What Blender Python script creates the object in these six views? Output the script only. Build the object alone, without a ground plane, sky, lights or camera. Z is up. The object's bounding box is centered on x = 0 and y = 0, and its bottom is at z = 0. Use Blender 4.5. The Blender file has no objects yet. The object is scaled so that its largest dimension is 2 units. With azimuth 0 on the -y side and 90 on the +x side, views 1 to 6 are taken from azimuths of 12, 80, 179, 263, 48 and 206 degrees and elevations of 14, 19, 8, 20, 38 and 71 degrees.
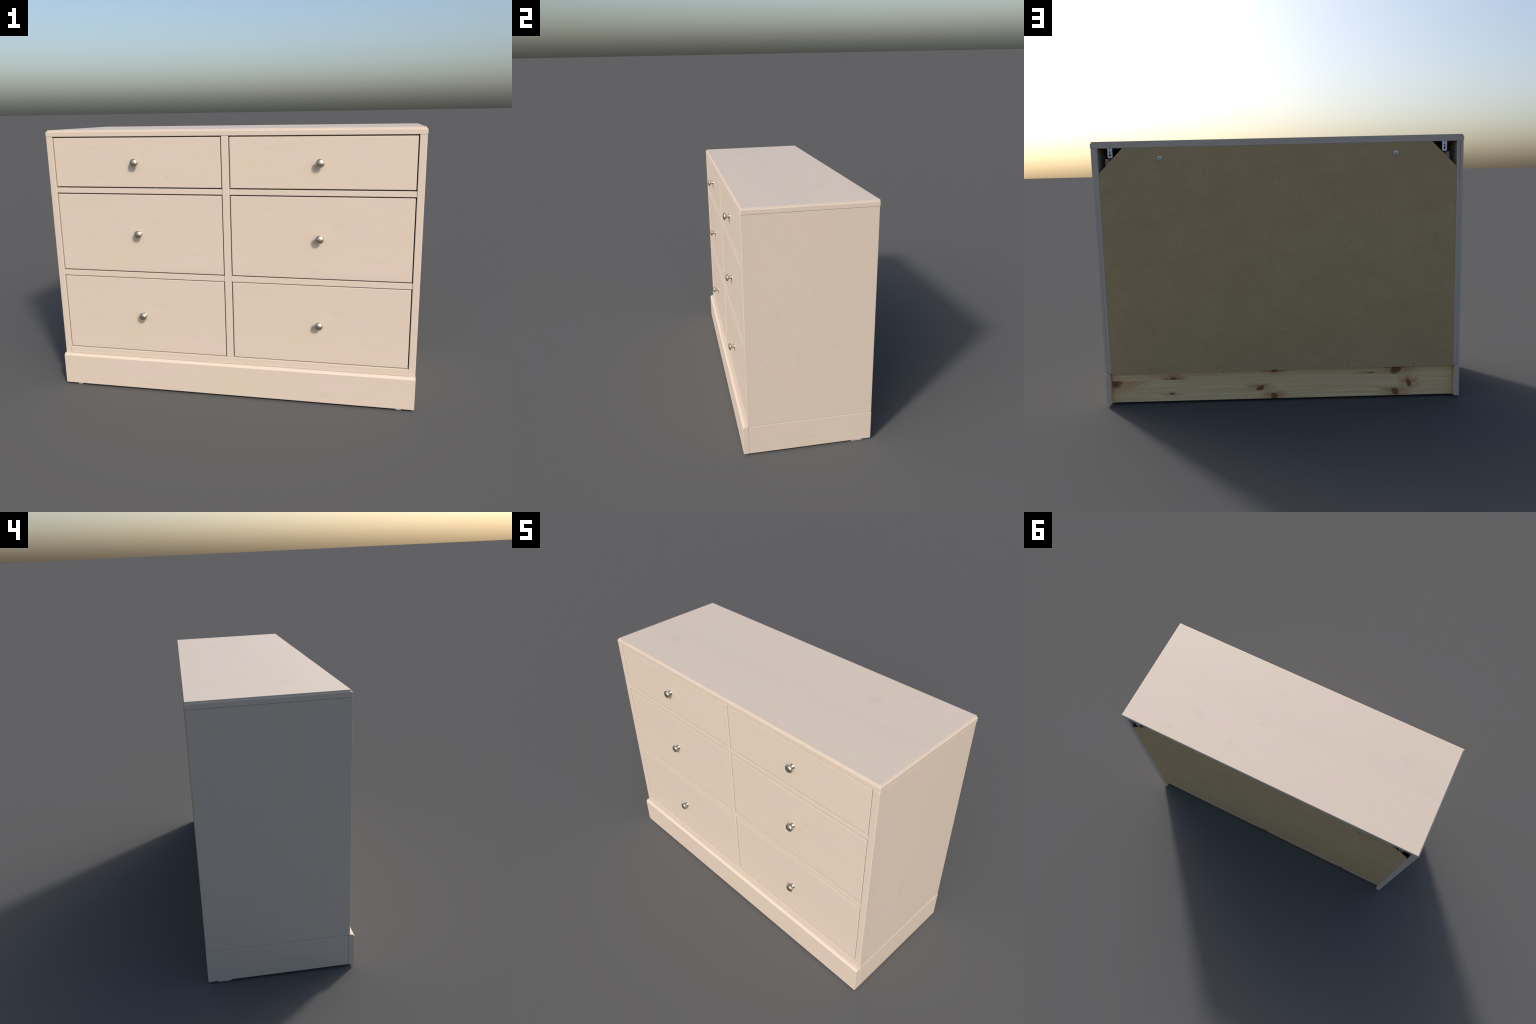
"""White-stained six-drawer chest with stepped top, plinth base, metal knobs, hardboard back."""
import bpy, bmesh, math
from mathutils import Vector, Matrix

# ------------------------------------------------------------------ helpers
scene_col = bpy.context.scene.collection
MM = 0.001


def add_object(name, mesh, parent=None, mat=None, loc=(0, 0, 0)):
    ob = bpy.data.objects.new(name, mesh)
    scene_col.objects.link(ob)
    ob.location = loc
    if mat is not None and not mesh.materials:
        mesh.materials.append(mat)
    if parent is not None:
        ob.parent = parent
    return ob


def mesh_from_bm(name, bm):
    bmesh.ops.recalc_face_normals(bm, faces=bm.faces)
    me = bpy.data.meshes.new(name)
    bm.to_mesh(me)
    bm.free()
    return me


def box_mesh(name, lo, hi, bevel=0.002, segments=2):
    """A board between two corners, all its edges eased."""
    bm = bmesh.new()
    bmesh.ops.create_cube(bm, size=1.0)
    lo, hi = Vector(lo), Vector(hi)
    for v in bm.verts:
        v.co = Vector((lo[i] + (v.co[i] + 0.5) * (hi[i] - lo[i]) for i in range(3)))
    if bevel > 0:
        bmesh.ops.bevel(bm, geom=list(bm.edges), offset=bevel, segments=segments, profile=0.5, affect='EDGES')
    return mesh_from_bm(name, bm)


def board(name, lo, hi, mat, parent, bevel=0.002, segments=2):
    return add_object(name, box_mesh(name, lo, hi, bevel, segments), parent, mat)


def lathe_mesh(name, profile, segments=16, axis_dir=-1, smooth=True):
    """Turned part: profile of (radius, height); turned about y, height runs along axis_dir * y."""
    bm = bmesh.new()
    rings = []
    for r, h in profile:
        if r < 1e-6:
            rings.append([bm.verts.new((0, axis_dir * h, 0))])
        else:
            rings.append([bm.verts.new((r * math.cos(a), axis_dir * h, r * math.sin(a)))
                          for a in (math.tau * (k + 0.5) / segments for k in range(segments))])
    for a, b in zip(rings, rings[1:]):
        for k in range(segments):
            k2 = (k + 1) % segments
            if len(a) == 1 and len(b) == 1:
                continue
            if len(a) == 1:
                bm.faces.new((a[0], b[k], b[k2]))
            elif len(b) == 1:
                bm.faces.new((a[k], a[k2], b[0]))
            else:
                bm.faces.new((a[k], a[k2], b[k2], b[k]))
    for f in bm.faces:
        f.smooth = smooth
    return mesh_from_bm(name, bm)


def extrude_profile_x(name, profile, x0, x1):
    """Closed profile of (y, z) points swept along x."""
    bm = bmesh.new()
    a = [bm.verts.new((x0, y, z)) for y, z in profile]
    b = [bm.verts.new((x1, y, z)) for y, z in profile]
    n = len(profile)
    for i in range(n):
        j = (i + 1) % n
        bm.faces.new((a[i], a[j], b[j], b[i]))
    bm.faces.new(a)
    bm.faces.new(b)
    return mesh_from_bm(name, bm)


# ------------------------------------------------------------------ materials
class Nodes:
    def __init__(self, name):
        self.mat = bpy.data.materials.new(name)
        self.mat.use_nodes = True
        self.t = self.mat.node_tree
        self.t.nodes.clear()
        self.out = self.t.nodes.new("ShaderNodeOutputMaterial")
        self.bsdf = self.t.nodes.new("ShaderNodeBsdfPrincipled")
        self.t.links.new(self.bsdf.outputs[0], self.out.inputs[0])

    def new(self, kind, **props):
        n = self.t.nodes.new(kind)
        for k, v in props.items():
            setattr(n, k, v)
        return n

    def link(self, a, b):
        self.t.links.new(a, b)

    def val(self, sock, v):
        if isinstance(v, (int, float, tuple)):
            sock.default_value = v
        else:
            self.link(v, sock)

    def math(self, op, a, b=0.0, c=0.0, clamp=False):
        n = self.new("ShaderNodeMath", operation=op, use_clamp=clamp)
        self.val(n.inputs[0], a)
        self.val(n.inputs[1], b)
        self.val(n.inputs[2], c)
        return n.outputs[0]

    def step(self, x, lo, hi):
        n = self.new("ShaderNodeMapRange", interpolation_type='SMOOTHSTEP')
        self.val(n.inputs[0], x)
        n.inputs[1].default_value, n.inputs[2].default_value = lo, hi
        return n.outputs[0]

    def mix(self, fac, a, b):
        n = self.new("ShaderNodeMix", data_type='RGBA')
        self.val(n.inputs[0], fac)
        self.val(n.inputs[6], a if not isinstance(a, tuple) else (*a, 1.0))
        self.val(n.inputs[7], b if not isinstance(b, tuple) else (*b, 1.0))
        return n.outputs[2]

    def coords(self, scale=(1, 1, 1), loc=(0, 0, 0)):
        tc = self.new("ShaderNodeTexCoord")
        mp = self.new("ShaderNodeMapping")
        mp.inputs["Scale"].default_value = scale
        mp.inputs["Location"].default_value = loc
        self.link(tc.outputs["Object"], mp.inputs[0])
        return mp.outputs[0]

    def xyz(self):
        tc = self.new("ShaderNodeTexCoord")
        s = self.new("ShaderNodeSeparateXYZ")
        self.link(tc.outputs["Object"], s.inputs[0])
        return s.outputs

    def noise(self, vec, scale, detail=3.0, rough=0.5, dist=0.0):
        n = self.new("ShaderNodeTexNoise")
        self.link(vec, n.inputs["Vector"])
        n.inputs["Scale"].default_value = scale
        n.inputs["Detail"].default_value = detail
        n.inputs["Roughness"].default_value = rough
        n.inputs["Distortion"].default_value = dist
        return n.outputs[0]

    def bump(self, height, strength, distance):
        b = self.new("ShaderNodeBump")
        b.inputs["Strength"].default_value = strength
        b.inputs["Distance"].default_value = distance
        self.link(height, b.inputs["Height"])
        self.link(b.outputs[0], self.bsdf.inputs["Normal"])


def along(axis, a, b):
    """Scale vector: a along the grain axis, b across it."""
    s = [b, b, b]
    s["xyz".index(axis)] = a
    return tuple(s)


STAIN = (0.562, 0.474, 0.401)


def stained_wood(name, axis, knots=(), plane="xz", strip=None, seam_side=0, rough=0.5):
    """White-stained solid wood: almost even, faint grain along one axis, faint grey knots.

    knots: (a, b, half length a, half length b) in the two axes named by plane
    strip: (axis, width) of the glued boards the panel is made of
    """
    m = Nodes(name)
    k = lambda r, g, b: (STAIN[0] * r, STAIN[1] * g, STAIN[2] * b)
    # slow drift between a pinkish and a yellowish white
    drift = m.noise(m.coords(along(axis, 1.0, 3.4)), 2.6, 4.0, 0.6, 0.5)
    col = m.mix(m.step(drift, 0.38, 0.62), k(1.012, 0.990, 1.012), k(0.985, 1.008, 0.972))
    if strip:
        pos = dict(zip("xyz", m.xyz()))[strip[0]]
        wn = m.new("ShaderNodeTexWhiteNoise", noise_dimensions='1D')
        m.val(wn.inputs["W"], m.math('FLOOR', m.math('DIVIDE', m.math('ADD', pos, 3.03), strip[1])))
        col = m.mix(m.math('MULTIPLY', wn.outputs["Value"], 0.62), col, k(0.950, 0.962, 0.962))
    # fibres
    fibre = m.noise(m.coords(along(axis, 1.0, 26.0)), 3.0, 5.0, 0.6, 0.2)
    col = m.mix(m.math('MULTIPLY', m.step(fibre, 0.35, 0.7), 0.18), col, k(0.945, 0.945, 0.945))
    streak = m.noise(m.coords(along(axis, 2.2, 19.0), (1.7, 0.4, 2.9)), 2.0, 3.0, 0.6, 0.6)
    col = m.mix(m.math('MULTIPLY', m.step(streak, 0.56, 0.74), 0.34), col, k(0.930, 0.955, 0.955))
    # knots: grey smudges with feathered rims
    if knots:
        axes = dict(zip("xyz", m.xyz()))
        wob = m.math('MULTIPLY', m.math('SUBTRACT', m.noise(m.coords(along(axis, 28.0, 60.0)), 1.0, 3.0, 0.6), 0.5), 2.4)
        best = None
        for a, b, ra, rb in knots:
            u = m.math('DIVIDE', m.math('SUBTRACT', axes[plane[0]], a), ra)
            w = m.math('DIVIDE', m.math('SUBTRACT', axes[plane[1]], b), rb)
            d = m.math('SQRT', m.math('ADD', m.math('MULTIPLY', u, u), m.math('MULTIPLY', w, w)))
            best = d if best is None else m.math('MINIMUM', best, d)
        mask = m.math('SUBTRACT', 1.0, m.step(m.math('ADD', best, wob), 0.1, 1.2))
        col = m.mix(m.math('MULTIPLY', mask, 0.62), col, k(0.86, 0.925, 0.93))
    if seam_side:
        # glue line of the laminated board, seen on its rear edge only
        x, y, z = m.xyz()
        rear = m.math('GREATER_THAN', y, 0.3850)
        off = m.math('ABSOLUTE', m.math('SUBTRACT', m.math('ABSOLUTE', x), 0.9805))
        if seam_side > 0:
            zone = m.math('LESS_THAN', z, 1.139)
            line = m.math('MULTIPLY', m.math('SUBTRACT', 1.0, m.step(off, 0.0006, 0.0024)), zone)
            fac = m.math('MULTIPLY', line, 0.45)
        else:
            up = m.math('GREATER_THAN', z, 1.238)
            wide = m.math('MULTIPLY', m.math('SUBTRACT', 1.0, m.step(off, 0.0012, 0.0045)), up)
            thin = m.math('MULTIPLY', m.math('SUBTRACT', 1.0, m.step(off, 0.0004, 0.0022)), 0.32)
            fac = m.math('MAXIMUM', m.math('MULTIPLY', wide, 0.5), thin)
        col = m.mix(m.math('MULTIPLY', fac, rear), col, (0.13, 0.12, 0.11))
    m.link(col, m.bsdf.inputs["Base Color"])
    m.val(m.bsdf.inputs["Roughness"], rough)
    m.val(m.bsdf.inputs["Specular IOR Level"], 0.30)
    m.bump(fibre, 0.04, 0.002)
    return m.mat


def hardboard():
    m = Nodes("brown_hardboard")
    fine = m.noise(m.coords(), 75.0, 3.0, 0.6)
    mid = m.noise(m.coords((0.8, 1, 1)), 9.0, 5.0, 0.65)
    col = m.mix(m.step(mid, 0.3, 0.7), (0.462, 0.328, 0.172), (0.505, 0.362, 0.192))
    col = m.mix(m.math('MULTIPLY', m.step(fine, 0.42, 0.72), 0.55), col, (0.385, 0.272, 0.142))
    m.link(col, m.bsdf.inputs["Base Color"])
    m.val(m.bsdf.inputs["Roughness"], 0.8)
    m.val(m.bsdf.inputs["Specular IOR Level"], 0.15)
    m.bump(fine, 0.1, 0.001)
    return m.mat


# knots of the pine base board seen from behind: x, z, half length, half height, tilt, strip (z low, z high)
PINE_KNOTS = [
    (0.975, 0.140, 0.062, 0.046, 0.35, 0.000, 0.1358),
    (0.622, 0.138, 0.019, 0.017, 0.00, 0.1358, 0.200),
    (0.633, 0.060, 0.017, 0.012, 0.00, 0.000, 0.0600),
    (0.130, 0.073, 0.027, 0.017, -0.55, 0.0600, 0.200),
    (0.048, 0.182, 0.022, 0.017, 0.00, 0.1358, 0.200),
    (0.051, 0.024, 0.021, 0.020, 0.30, 0.000, 0.0600),
    (-0.645, 0.163, 0.034, 0.024, -0.30, 0.1358, 0.200),
    (-0.718, 0.085, 0.015, 0.026, -0.35, 0.000, 0.200),
    (-0.641, 0.034, 0.026, 0.019, 0.55, 0.000, 0.0600),
    (-0.501, 0.150, 0.026, 0.003, 0.00, 0.1358, 0.200),
]


def knotty_pine(knots=()):
    m = Nodes("knotty_pine" if knots else "plain_pine")
    x, y, z = m.xyz()
    # glued strips, each with its own tone and grain
    strip = m.math('ADD', m.math('ADD', m.math('GREATER_THAN', z, 0.0600), m.math('GREATER_THAN', z, 0.1358)), 0.0)
    warp = m.noise(m.coords((1.3, 1.0, 9.0)), 2.0, 2.0, 0.5)
    # lines swing around each knot
    bend = None
    core = ring = None
    for kx, kz, hl, hh, tilt, z0, z1 in knots:
        dx = m.math('SUBTRACT', x, kx)
        dz = m.math('SUBTRACT', z, kz)
        c, s = math.cos(tilt), math.sin(tilt)
        u = m.math('ADD', m.math('MULTIPLY', dx, c / hl), m.math('MULTIPLY', dz, s / hl))
        w = m.math('ADD', m.math('MULTIPLY', dx, -s / hh), m.math('MULTIPLY', dz, c / hh))
        wob = m.math('MULTIPLY', m.math('SUBTRACT', m.noise(m.coords((60, 60, 60)), 1.0, 2.0), 0.5), 0.7)
        d = m.math('ADD', m.math('SQRT', m.math('ADD', m.math('MULTIPLY', u, u), m.math('MULTIPLY', w, w))), wob)
        inside = m.math('MULTIPLY', m.math('GREATER_THAN', z, z0), m.math('LESS_THAN', z, z1))
        kn = m.math('MULTIPLY', m.math('SUBTRACT', 1.0, m.step(d, 0.62, 1.22)), inside)
        # warm halo, stretched along the grain
        ul = m.math('MULTIPLY', dx, 0.34 / (hl + 0.008))
        wl = m.math('MULTIPLY', dz, 0.60 / (hh + 0.002))
        dl = m.math('SQRT', m.math('ADD', m.math('MULTIPLY', ul, ul), m.math('MULTIPLY', wl, wl)))
        ha = m.math('MULTIPLY', m.math('SUBTRACT', 1.0, m.step(dl, 0.4, 1.25)), inside)
        core = kn if core is None else m.math('MAXIMUM', core, kn)
        ring = ha if ring is None else m.math('MAXIMUM', ring, ha)
        bn = m.math('MULTIPLY', ha, hh * 1.1)
        bend = bn if bend is None else m.math('ADD', bend, bn)
    zz = z if bend is None else m.math('ADD', z, bend)
    g = m.new("ShaderNodeCombineXYZ")
    m.val(g.inputs[0], m.math('MULTIPLY', x, 1.0))
    m.val(g.inputs[1], m.math('ADD', m.math('MULTIPLY', y, 30.0), m.math('MULTIPLY', strip, 7.3)))
    m.val(g.inputs[2], m.math('MULTIPLY', zz, 55.0))
    grain = m.noise(g.outputs[0], 2.0, 4.0, 0.55, 0.3)
    col = m.mix(m.step(grain, 0.34, 0.68), (0.850, 0.645, 0.365), (0.730, 0.510, 0.262))
    tone = m.noise(m.coords((1.1, 1.0, 14.0)), 2.0, 2.0)
    col = m.mix(m.math('MULTIPLY', m.step(tone, 0.35, 0.7), 0.45), col, (0.800, 0.525, 0.300))
    if ring is not None:
        col = m.mix(m.math('MULTIPLY', m.math('MULTIPLY', ring, m.math('ADD', m.step(grain, 0.35, 0.62), 0.45)), 0.62), col, (0.560, 0.290, 0.140))
        col = m.mix(core, col, (0.250, 0.105, 0.058))
    m.link(col, m.bsdf.inputs["Base Color"])
    m.val(m.bsdf.inputs["Roughness"], 0.65)
    m.val(m.bsdf.inputs["Specular IOR Level"], 0.15)
    m.bump(grain, 0.08, 0.001)
    return m.mat


def metal(name, colour, rough, scratch=0.0):
    m = Nodes(name)
    n = m.noise(m.coords(), 120.0, 3.0)
    m.link(m.mix(m.step(n, 0.3, 0.7), colour, tuple(c * (1 - scratch) for c in colour)), m.bsdf.inputs["Base Color"])
    m.val(m.bsdf.inputs["Metallic"], 1.0)
    m.val(m.bsdf.inputs["Roughness"], rough)
    return m.mat


def plain(name, colour, rough):
    m = Nodes(name)
    n = m.noise(m.coords(), 60.0, 2.0)
    m.link(m.mix(m.math('MULTIPLY', n, 0.3), colour, tuple(c * 0.9 for c in colour)), m.bsdf.inputs["Base Color"])
    m.val(m.bsdf.inputs["Roughness"], rough)
    return m.mat


# faint knots as they lie on the boards; the same print repeats on like pieces
TOP_KNOTS = [(-0.731, -0.114, 0.060, 0.035), (-0.955, 0.020, 0.022, 0.012), (0.183, -0.180, 0.024, 0.012),
             (0.184, 0.058, 0.024, 0.012), (0.292, 0.251, 0.030, 0.016), (0.570, 0.165, 0.060, 0.035),
             (0.688, 0.330, 0.030, 0.014), (-0.620, 0.250, 0.022, 0.010)]
SIDE_KNOTS = [(-0.050, 0.600, 0.024, 0.050), (0.264, 0.986, 0.013, 0.030), (-0.168, 0.862, 0.014, 0.036),
              (0.040, 0.985, 0.014, 0.024), (-0.232, 0.563, 0.016, 0.024), (0.155, 0.650, 0.012, 0.022)]
TALL_KNOTS = [(0.095, 0.065, 0.036, 0.016), (-0.027, -0.170, 0.020, 0.013), (-0.290, 0.150, 0.030, 0.010), (0.300, -0.110, 0.028, 0.010)]
LOW_KNOTS = [(0.168, -0.078, 0.024, 0.012), (-0.254, 0.076, 0.024, 0.010), (-0.205, -0.082, 0.026, 0.010)]
BASE_KNOTS = [(0.517, 0.059, 0.046, 0.016), (-0.420, 0.110, 0.030, 0.010)]
WOOD_X = stained_wood("white_stain_grain_across", 'x')
WOOD_Z = stained_wood("white_stain_grain_upright", 'z')
WOOD_Y = stained_wood("white_stain_grain_deep", 'y', [(0.02, 0.075, 0.045, 0.014)], "yz")
WOOD_TOP = stained_wood("white_stain_top", 'x', TOP_KNOTS, "xy", ('y', 0.118))
WOOD_BASE = stained_wood("white_stain_base", 'x', BASE_KNOTS, "xz")
WOOD_TALL = stained_wood("white_stain_tall_drawer", 'x', TALL_KNOTS, "xz", ('z', 0.142))
WOOD_LOW = stained_wood("white_stain_low_drawer", 'x', LOW_KNOTS, "xz")
PANEL_A = stained_wood("white_stain_panel_a", 'z', SIDE_KNOTS, "yz", ('y', 0.105), +1)
PANEL_B = stained_wood("white_stain_panel_b", 'z', SIDE_KNOTS, "yz", ('y', 0.105), -1)
BOARD = hardboard()
PINE = knotty_pine(PINE_KNOTS)
PINE_PLAIN = knotty_pine()
NICKEL = metal("brushed_nickel", (0.585, 0.525, 0.425), 0.36, 0.06)
ZINC = metal("zinc_plated_steel", (0.62, 0.66, 0.68), 0.42, 0.10)
DARK = plain("dark_nail_and_hole", (0.03, 0.03, 0.028), 0.6)  # nail heads, also the dark of the stand-in holes and screw recesses
PLASTIC = plain("white_plastic", (0.66, 0.67, 0.69), 0.5)
BEECH = plain("brown_drawer_wood", (0.44, 0.29, 0.19), 0.6)

# ------------------------------------------------------------------ sizes
HALF_W = 1.000
FRONT, BACK = -0.3524, 0.3876
TOP_UNDER, TOP_STEP, TOP_FACE = 1.4385, 1.4655, 1.4732
PANEL_IN = 0.9630
BASE_TOP, BASE_LOW = 0.1910, 0.0112
DIVIDER = 0.0187
RECESS = -0.3492            # rails and drawer fronts sit a little behind the uprights

root = bpy.data.objects.new("chest_of_drawers", None)
scene_col.objects.link(root)
root["label"] = "white stained wooden chest with six drawers and round metal knobs"
root["category"] = "chest of drawers"


# ------------------------------------------------------------------ top: stepped edge on front and sides
def top_panel():
    levels = [  # height, inset of the front and side edges
        (TOP_UNDER, 0.0015), (TOP_UNDER + 0.0014, 0.0), (TOP_STEP - 0.0036, 0.0),
        (TOP_STEP - 0.0014, 0.0008), (TOP_STEP - 0.0002, 0.0028), (TOP_STEP, 0.0060),
        (TOP_FACE - 0.0020, 0.0064), (TOP_FACE - 0.0006, 0.0070), (TOP_FACE, 0.0086),
    ]
    bm = bmesh.new()
    rings = []
    for z, inset in levels:
        w, f, r = HALF_W - inset, FRONT + inset, 0.0030
        pts = [(w, BACK), (-w, BACK)]
        for k in range(4):                                   # front left corner, rounded
            a = math.pi + k * math.pi / 6
            pts.append((-w + r + r * math.cos(a), f + r + r * math.sin(a)))
        for k in range(4):                                   # front right corner
            a = 1.5 * math.pi + k * math.pi / 6
            pts.append((w - r + r * math.cos(a), f + r + r * math.sin(a)))
        rings.append([bm.verts.new((x, y, z)) for x, y in pts])
    n = len(rings[0])
    for a, b in zip(rings, rings[1:]):
        for i in range(n):
            j = (i + 1) % n
            bm.faces.new((a[i], a[j], b[j], b[i]))
    bm.faces.new(rings[0])
    bm.faces.new(rings[-1])
    return add_object("top_panel", mesh_from_bm("top_panel", bm), root, WOOD_TOP)


top_panel()

# ------------------------------------------------------------------ sides, divider, rails
for sgn, mat in ((1, PANEL_A), (-1, PANEL_B)):
    xs = sorted((sgn * PANEL_IN, sgn * 0.9985))
    board("side_panel", (xs[0], FRONT, BASE_TOP + 0.0002), (xs[1], BACK, TOP_UNDER - 0.0006), mat, root, 0.0024)
    # side board of the base
    xs = sorted((sgn * 0.9705, sgn * 0.9998))
    side = board("base_side", (xs[0], -0.3438, BASE_LOW), (xs[1], 0.3882, BASE_TOP - 0.0006), WOOD_Y, root, 0.0022)
    side.data.materials.append(PINE_PLAIN)                   # the inner face is left unstained
    for f in side.data.polygons:
        if f.normal.x * sgn < -0.9:
            f.material_index = 1

board("divider", (-DIVIDER, FRONT, 0.2309), (DIVIDER, 0.355, TOP_UNDER - 0.001), WOOD_Z, root, 0.0022)

RAILS = [(1.1358, 1.1646), (0.6655, 0.6968)]
for z0, z1 in RAILS:
    for x0, x1 in ((-PANEL_IN + 0.0004, -DIVIDER - 0.0004), (DIVIDER + 0.0004, PANEL_IN - 0.0004)):
        board("rail", (x0, RECESS, z0), (x1, RECESS + 0.085, z1), WOOD_X, root, 0.0020)
for x0, x1 in ((-PANEL_IN + 0.0004, -DIVIDER - 0.0004), (DIVIDER + 0.0004, PANEL_IN - 0.0004)):
    board("rail", (x0, -0.312, 1.3990), (x1, -0.230, TOP_UNDER - 0.0006), WOOD_X, root, 0.0020)   # added under the top, behind the drawer fronts, to block light in the gap
board("bottom_rail", (-PANEL_IN + 0.0003, -0.3565, 0.1932), (PANEL_IN - 0.0003, RECESS + 0.085, 0.2306), WOOD_X, root, 0.0022)


# ------------------------------------------------------------------ base front: board with a rounded upper edge
def base_front():
    y0, y1, z0, z1, r = -0.3772, -0.3446, BASE_LOW, 0.1930, 0.0118
    prof = [(y0 + 0.0012, z0), (y0, z0 + 0.0012), (y0, z1 - r - 0.0006), (y0 + 0.0004, z1 - r + 0.0006),
            (y0 + r - 0.0010, z1 - 0.0006), (y0 + r + 0.0006, z1)]
    prof += [(y1 - 0.0012, z1), (y1, z1 - 0.0012), (y1, z0 + 0.0012), (y1 - 0.0012, z0)]
    me = extrude_profile_x("base_front", prof, -0.9994, 0.9994)
    bm = bmesh.new()
    bm.from_mesh(me)
    ends = [e for e in bm.edges if abs(e.verts[0].co.x - e.verts[1].co.x) < 1e-6 and abs(abs(e.verts[0].co.x) - 0.9994) < 1e-5]
    bmesh.ops.bevel(bm, geom=ends, offset=0.0012, segments=1, affect='EDGES')
    bm.to_mesh(me)
    bm.free()
    return add_object("base_front", me, root, WOOD_BASE)


base_front()

# ------------------------------------------------------------------ base behind, back panel
board("base_back", (-0.9700, 0.328, BASE_LOW - 0.001), (0.9700, 0.3566, 0.215), PINE, root, 0.0015)


def back_panel():
    """Hardboard with the two upper corners cut off at 45 degrees."""
    w, low, high, cut = 0.9624, 0.1898, 1.4378, 0.1335
    out = [(-w, low), (w, low), (w, high - cut), (w - cut, high), (-w + cut, high), (-w, high - cut)]
    bm = bmesh.new()
    front = [bm.verts.new((x, 0.3822, z)) for x, z in out]
    rear = [bm.verts.new((x, 0.3873, z)) for x, z in out]
    for i in range(6):
        j = (i + 1) % 6
        bm.faces.new((front[i], front[j], rear[j], rear[i]))
    bm.faces.new(front)
    bm.faces.new(rear)
    return add_object("back_panel", mesh_from_bm("back_panel", bm), root, BOARD)


back_panel()

# nails in the hardboard
nail = lathe_mesh("nail", [(0, 0.0006), (0.0020, 0.0005), (0.0030, 0.0)], 12, axis_dir=1)
nail.materials.append(DARK)
NAILS = [(x, 0.2075) for x in (-0.741, -0.371, 0.0, 0.371, 0.741)] + [(0.0, 0.4085), (0.0, 1.2565)]
for x, z in NAILS:
    add_object("nail", nail, root, loc=(x, 0.3873, z))


# screws, raised dark bars in place of a cut cross recess
def screw_mesh():
    bm = bmesh.new()
    me = lathe_mesh("screw", [(0, 0.0020), (0.0045, 0.0020), (0.0108, 0.0019), (0.0122, 0.0012), (0.0124, 0.0)], 20, axis_dir=1)
    bm.from_mesh(me)
    for f in bm.faces:
        f.material_index = 0
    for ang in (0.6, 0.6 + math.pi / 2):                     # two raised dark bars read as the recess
        r = bmesh.ops.create_cube(bm, size=1.0)
        for v in r["verts"]:
            v.co = Vector((v.co.x * 0.0105, 0.0018 + v.co.y * 0.0008, v.co.z * 0.0022))
        bmesh.ops.rotate(bm, verts=r["verts"], cent=(0, 0, 0), matrix=Matrix.Rotation(ang, 3, 'Y'))
        for f in {f for v in r["verts"] for f in v.link_faces}:
            f.material_index = 1
    bm.to_mesh(me)
    bm.free()
    me.materials.append(ZINC)
    me.materials.append(DARK)
    return me


scr = screw_mesh()
for x in (-0.6345, 0.6345):
    add_object("screw", scr, root, loc=(x, 0.3864, 1.3812))


# wall bracket: slotted strip hanging below the top
def bracket_mesh():
    cu = bpy.data.curves.new("wall_bracket", 'CURVE')
    cu.dimensions = '2D'
    cu.fill_mode = 'BOTH'
    cu.extrude = 0.0011

    def loop(pts):
        sp = cu.splines.new('POLY')
        sp.points.add(len(pts) - 1)
        for p, (a, b) in zip(sp.points, pts):
            p.co = (a, b, 0, 1)
        sp.use_cyclic_u = True

    w, top, low, r = 0.0130, TOP_UNDER - 0.0008, 1.3863, 0.0055
    outer = [(w, top), (0.0035, top), (0.0, top - 0.0065), (-0.0035, top), (-w, top)]
    outer += [(-w + r - r * math.cos(a), low + r - r * math.sin(a)) for a in (k * math.pi / 8 for k in range(5))]
    outer += [(w - r + r * math.sin(a), low + r - r * math.cos(a)) for a in (k * math.pi / 8 for k in range(5))]
    loop(outer)
    hole = [(0.0042 * math.cos(a), 1.4000 + 0.0042 * math.sin(a)) for a in (math.pi + k * math.pi / 8 for k in range(9))]
    hole += [(0.0032 * math.cos(a), 1.4190 + 0.0032 * math.sin(a)) for a in (k * math.pi / 8 for k in range(9))]
    loop(hole)
    ob = bpy.data.objects.new("tmp", cu)
    scene_col.objects.link(ob)
    bpy.context.view_layer.update()
    me = bpy.data.meshes.new_from_object(ob.evaluated_get(bpy.context.evaluated_depsgraph_get()))
    bpy.data.objects.remove(ob)
    me.transform(Matrix.Rotation(math.pi / 2, 4, 'X'))
    bm = bmesh.new()
    bm.from_mesh(me)
    r2 = bmesh.ops.create_cube(bm, size=1.0)                 # flange screwed to the underside of the top
    for v in r2["verts"]:
        v.co = Vector((v.co.x * 0.0252, -0.032 + v.co.y * 0.046, TOP_UNDER - 0.0019 + v.co.z * 0.002))
    r3 = bmesh.ops.create_cube(bm, size=1.0)                 # clip seen through the slot
    for v in r3["verts"]:
        v.co = Vector((v.co.x * 0.012, -0.004 + v.co.y * 0.003, 1.4105 + v.co.z * 0.0062))
    bm.to_mesh(me)
    bm.free()
    me.name = "wall_bracket"
    me.materials.clear()
    me.materials.append(ZINC)
    return me


bracket = bracket_mesh()
for x in (-0.8955, 0.8955):
    add_object("wall_bracket", bracket, root, loc=(x, 0.3862, 0))

# raised dark discs standing in for screw holes on the inner side faces
hole_disc_mesh = lathe_mesh("dark_hole_disc", [(0, 0.0008), (0.006, 0.0006), (0.0072, 0.0)], 14, axis_dir=1)
hole_disc_mesh.transform(Matrix.Rotation(math.pi / 2, 4, 'Z'))
hole_disc_mesh.materials.append(DARK)
for s in (-1, 1):
    ob = add_object("dark_hole_disc", hole_disc_mesh, root, loc=(s * PANEL_IN, 0.345, 1.3800))
    if s < 0:
        ob.rotation_euler = (0, 0, math.pi)

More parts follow.
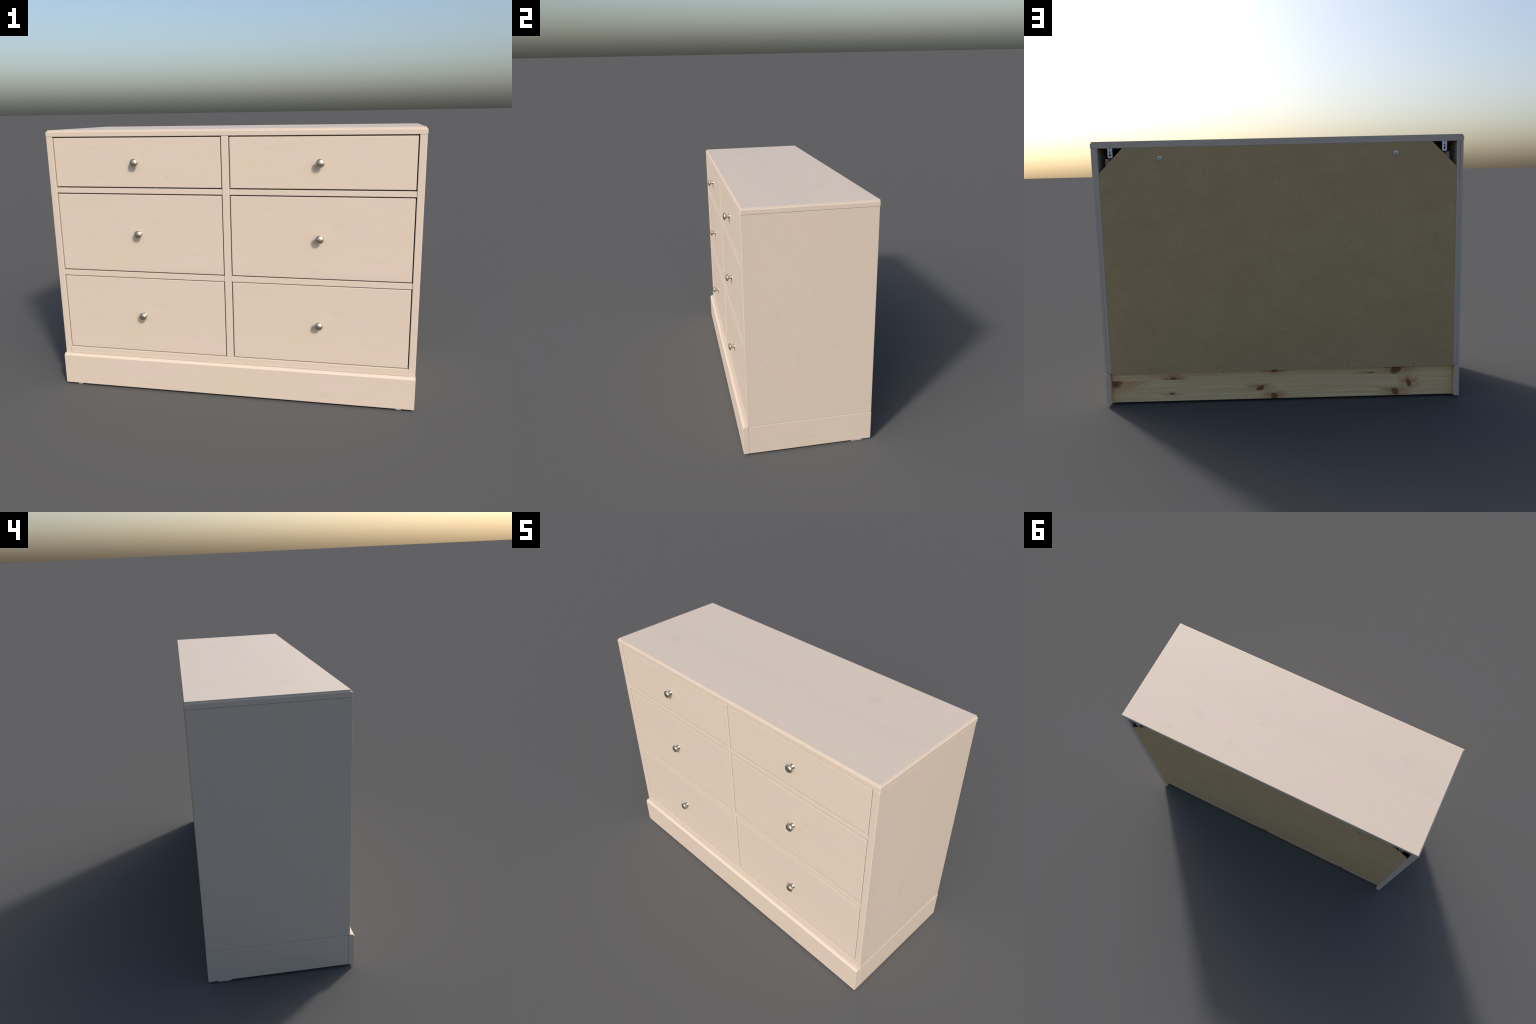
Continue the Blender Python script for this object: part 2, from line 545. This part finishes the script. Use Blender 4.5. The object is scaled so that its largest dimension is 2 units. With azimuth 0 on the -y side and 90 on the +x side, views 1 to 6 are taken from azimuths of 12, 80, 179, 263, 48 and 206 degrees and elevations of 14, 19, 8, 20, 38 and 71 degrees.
# feet
for s in (-1, 1):
    for xa, xb, ya, yb in ((0.9050, 0.9310, -0.3665, -0.3005), (0.9640, 0.9925, 0.2700, 0.3365)):
        xs = sorted((s * xa, s * xb))
        board("foot", (xs[0], ya, 0.0), (xs[1], yb, BASE_LOW + 0.0015), PLASTIC, root, 0.0016)

# ------------------------------------------------------------------ drawers
knob_profile = [(0.0, 0.0390), (0.0075, 0.0384), (0.0140, 0.0362), (0.0185, 0.0330), (0.0212, 0.0290),
                (0.0210, 0.0272), (0.0190, 0.0252), (0.0140, 0.0212), (0.0096, 0.0172), (0.0070, 0.0136),
                (0.0066, 0.0110), (0.0080, 0.0080), (0.0108, 0.0048), (0.0134, 0.0026), (0.0140, 0.0010), (0.0140, -0.0010)]
knob = lathe_mesh("knob", [(r * 1.07, h) for r, h in knob_profile], 12, axis_dir=-1)
knob.materials.append(NICKEL)

DX0, DX1 = 0.0243, 0.9578
DXC, DW = (DX0 + DX1) / 2, (DX1 - DX0)
ROWS = [(1.1708, 1.4324), (0.7022, 1.1300), (0.2352, 0.6606)]


def drawer_meshes(h, tag):
    """Front and box of one drawer, centred on its front."""
    t, depth = 0.030, 0.700
    fr = box_mesh("drawer_front_" + tag, (-DW / 2, 0, -h / 2), (DW / 2, t, h / 2), 0.0024, 2)
    side_top = h / 2 - 0.049
    sx = DW / 2 - 0.0235
    sides = box_mesh("drawer_side_" + tag, (-0.0125, t + 0.0005, -h / 2 + 0.010), (0.0125, depth, side_top), 0.0012, 1)
    back = box_mesh("drawer_back_" + tag, (-sx + 0.030, depth - 0.022, -h / 2 + 0.010), (sx - 0.030, depth - 0.004, side_top), 0.0012, 1)
    bottom = box_mesh("drawer_bottom_" + tag, (-sx + 0.026, t + 0.001, -h / 2 + 0.018), (sx - 0.026, depth - 0.024, -h / 2 + 0.024), 0.0, 1)
    fr.materials.append(WOOD_LOW if h < 0.3 else WOOD_TALL)
    sides.materials.append(BEECH)
    back.materials.append(BOARD)
    bottom.materials.append(BOARD)
    return fr, sides, back, bottom, sx


cache = {}
for z0, z1 in ROWS:
    h = z1 - z0
    key = round(h, 2)
    if key not in cache:
        cache[key] = drawer_meshes(h, "low" if h < 0.3 else "tall")
    fr, sides, back, bottom, sx = cache[key]
    for s in (-1, 1):
        d = add_object("drawer", fr, root, loc=(s * DXC, RECESS, (z0 + z1) / 2))
        for e in (-1, 1):
            add_object("drawer_side", sides, d, loc=(e * (sx - 0.0125), 0, 0))
        add_object("drawer_back", back, d)
        add_object("drawer_bottom", bottom, d)
        add_object("knob", knob, d)
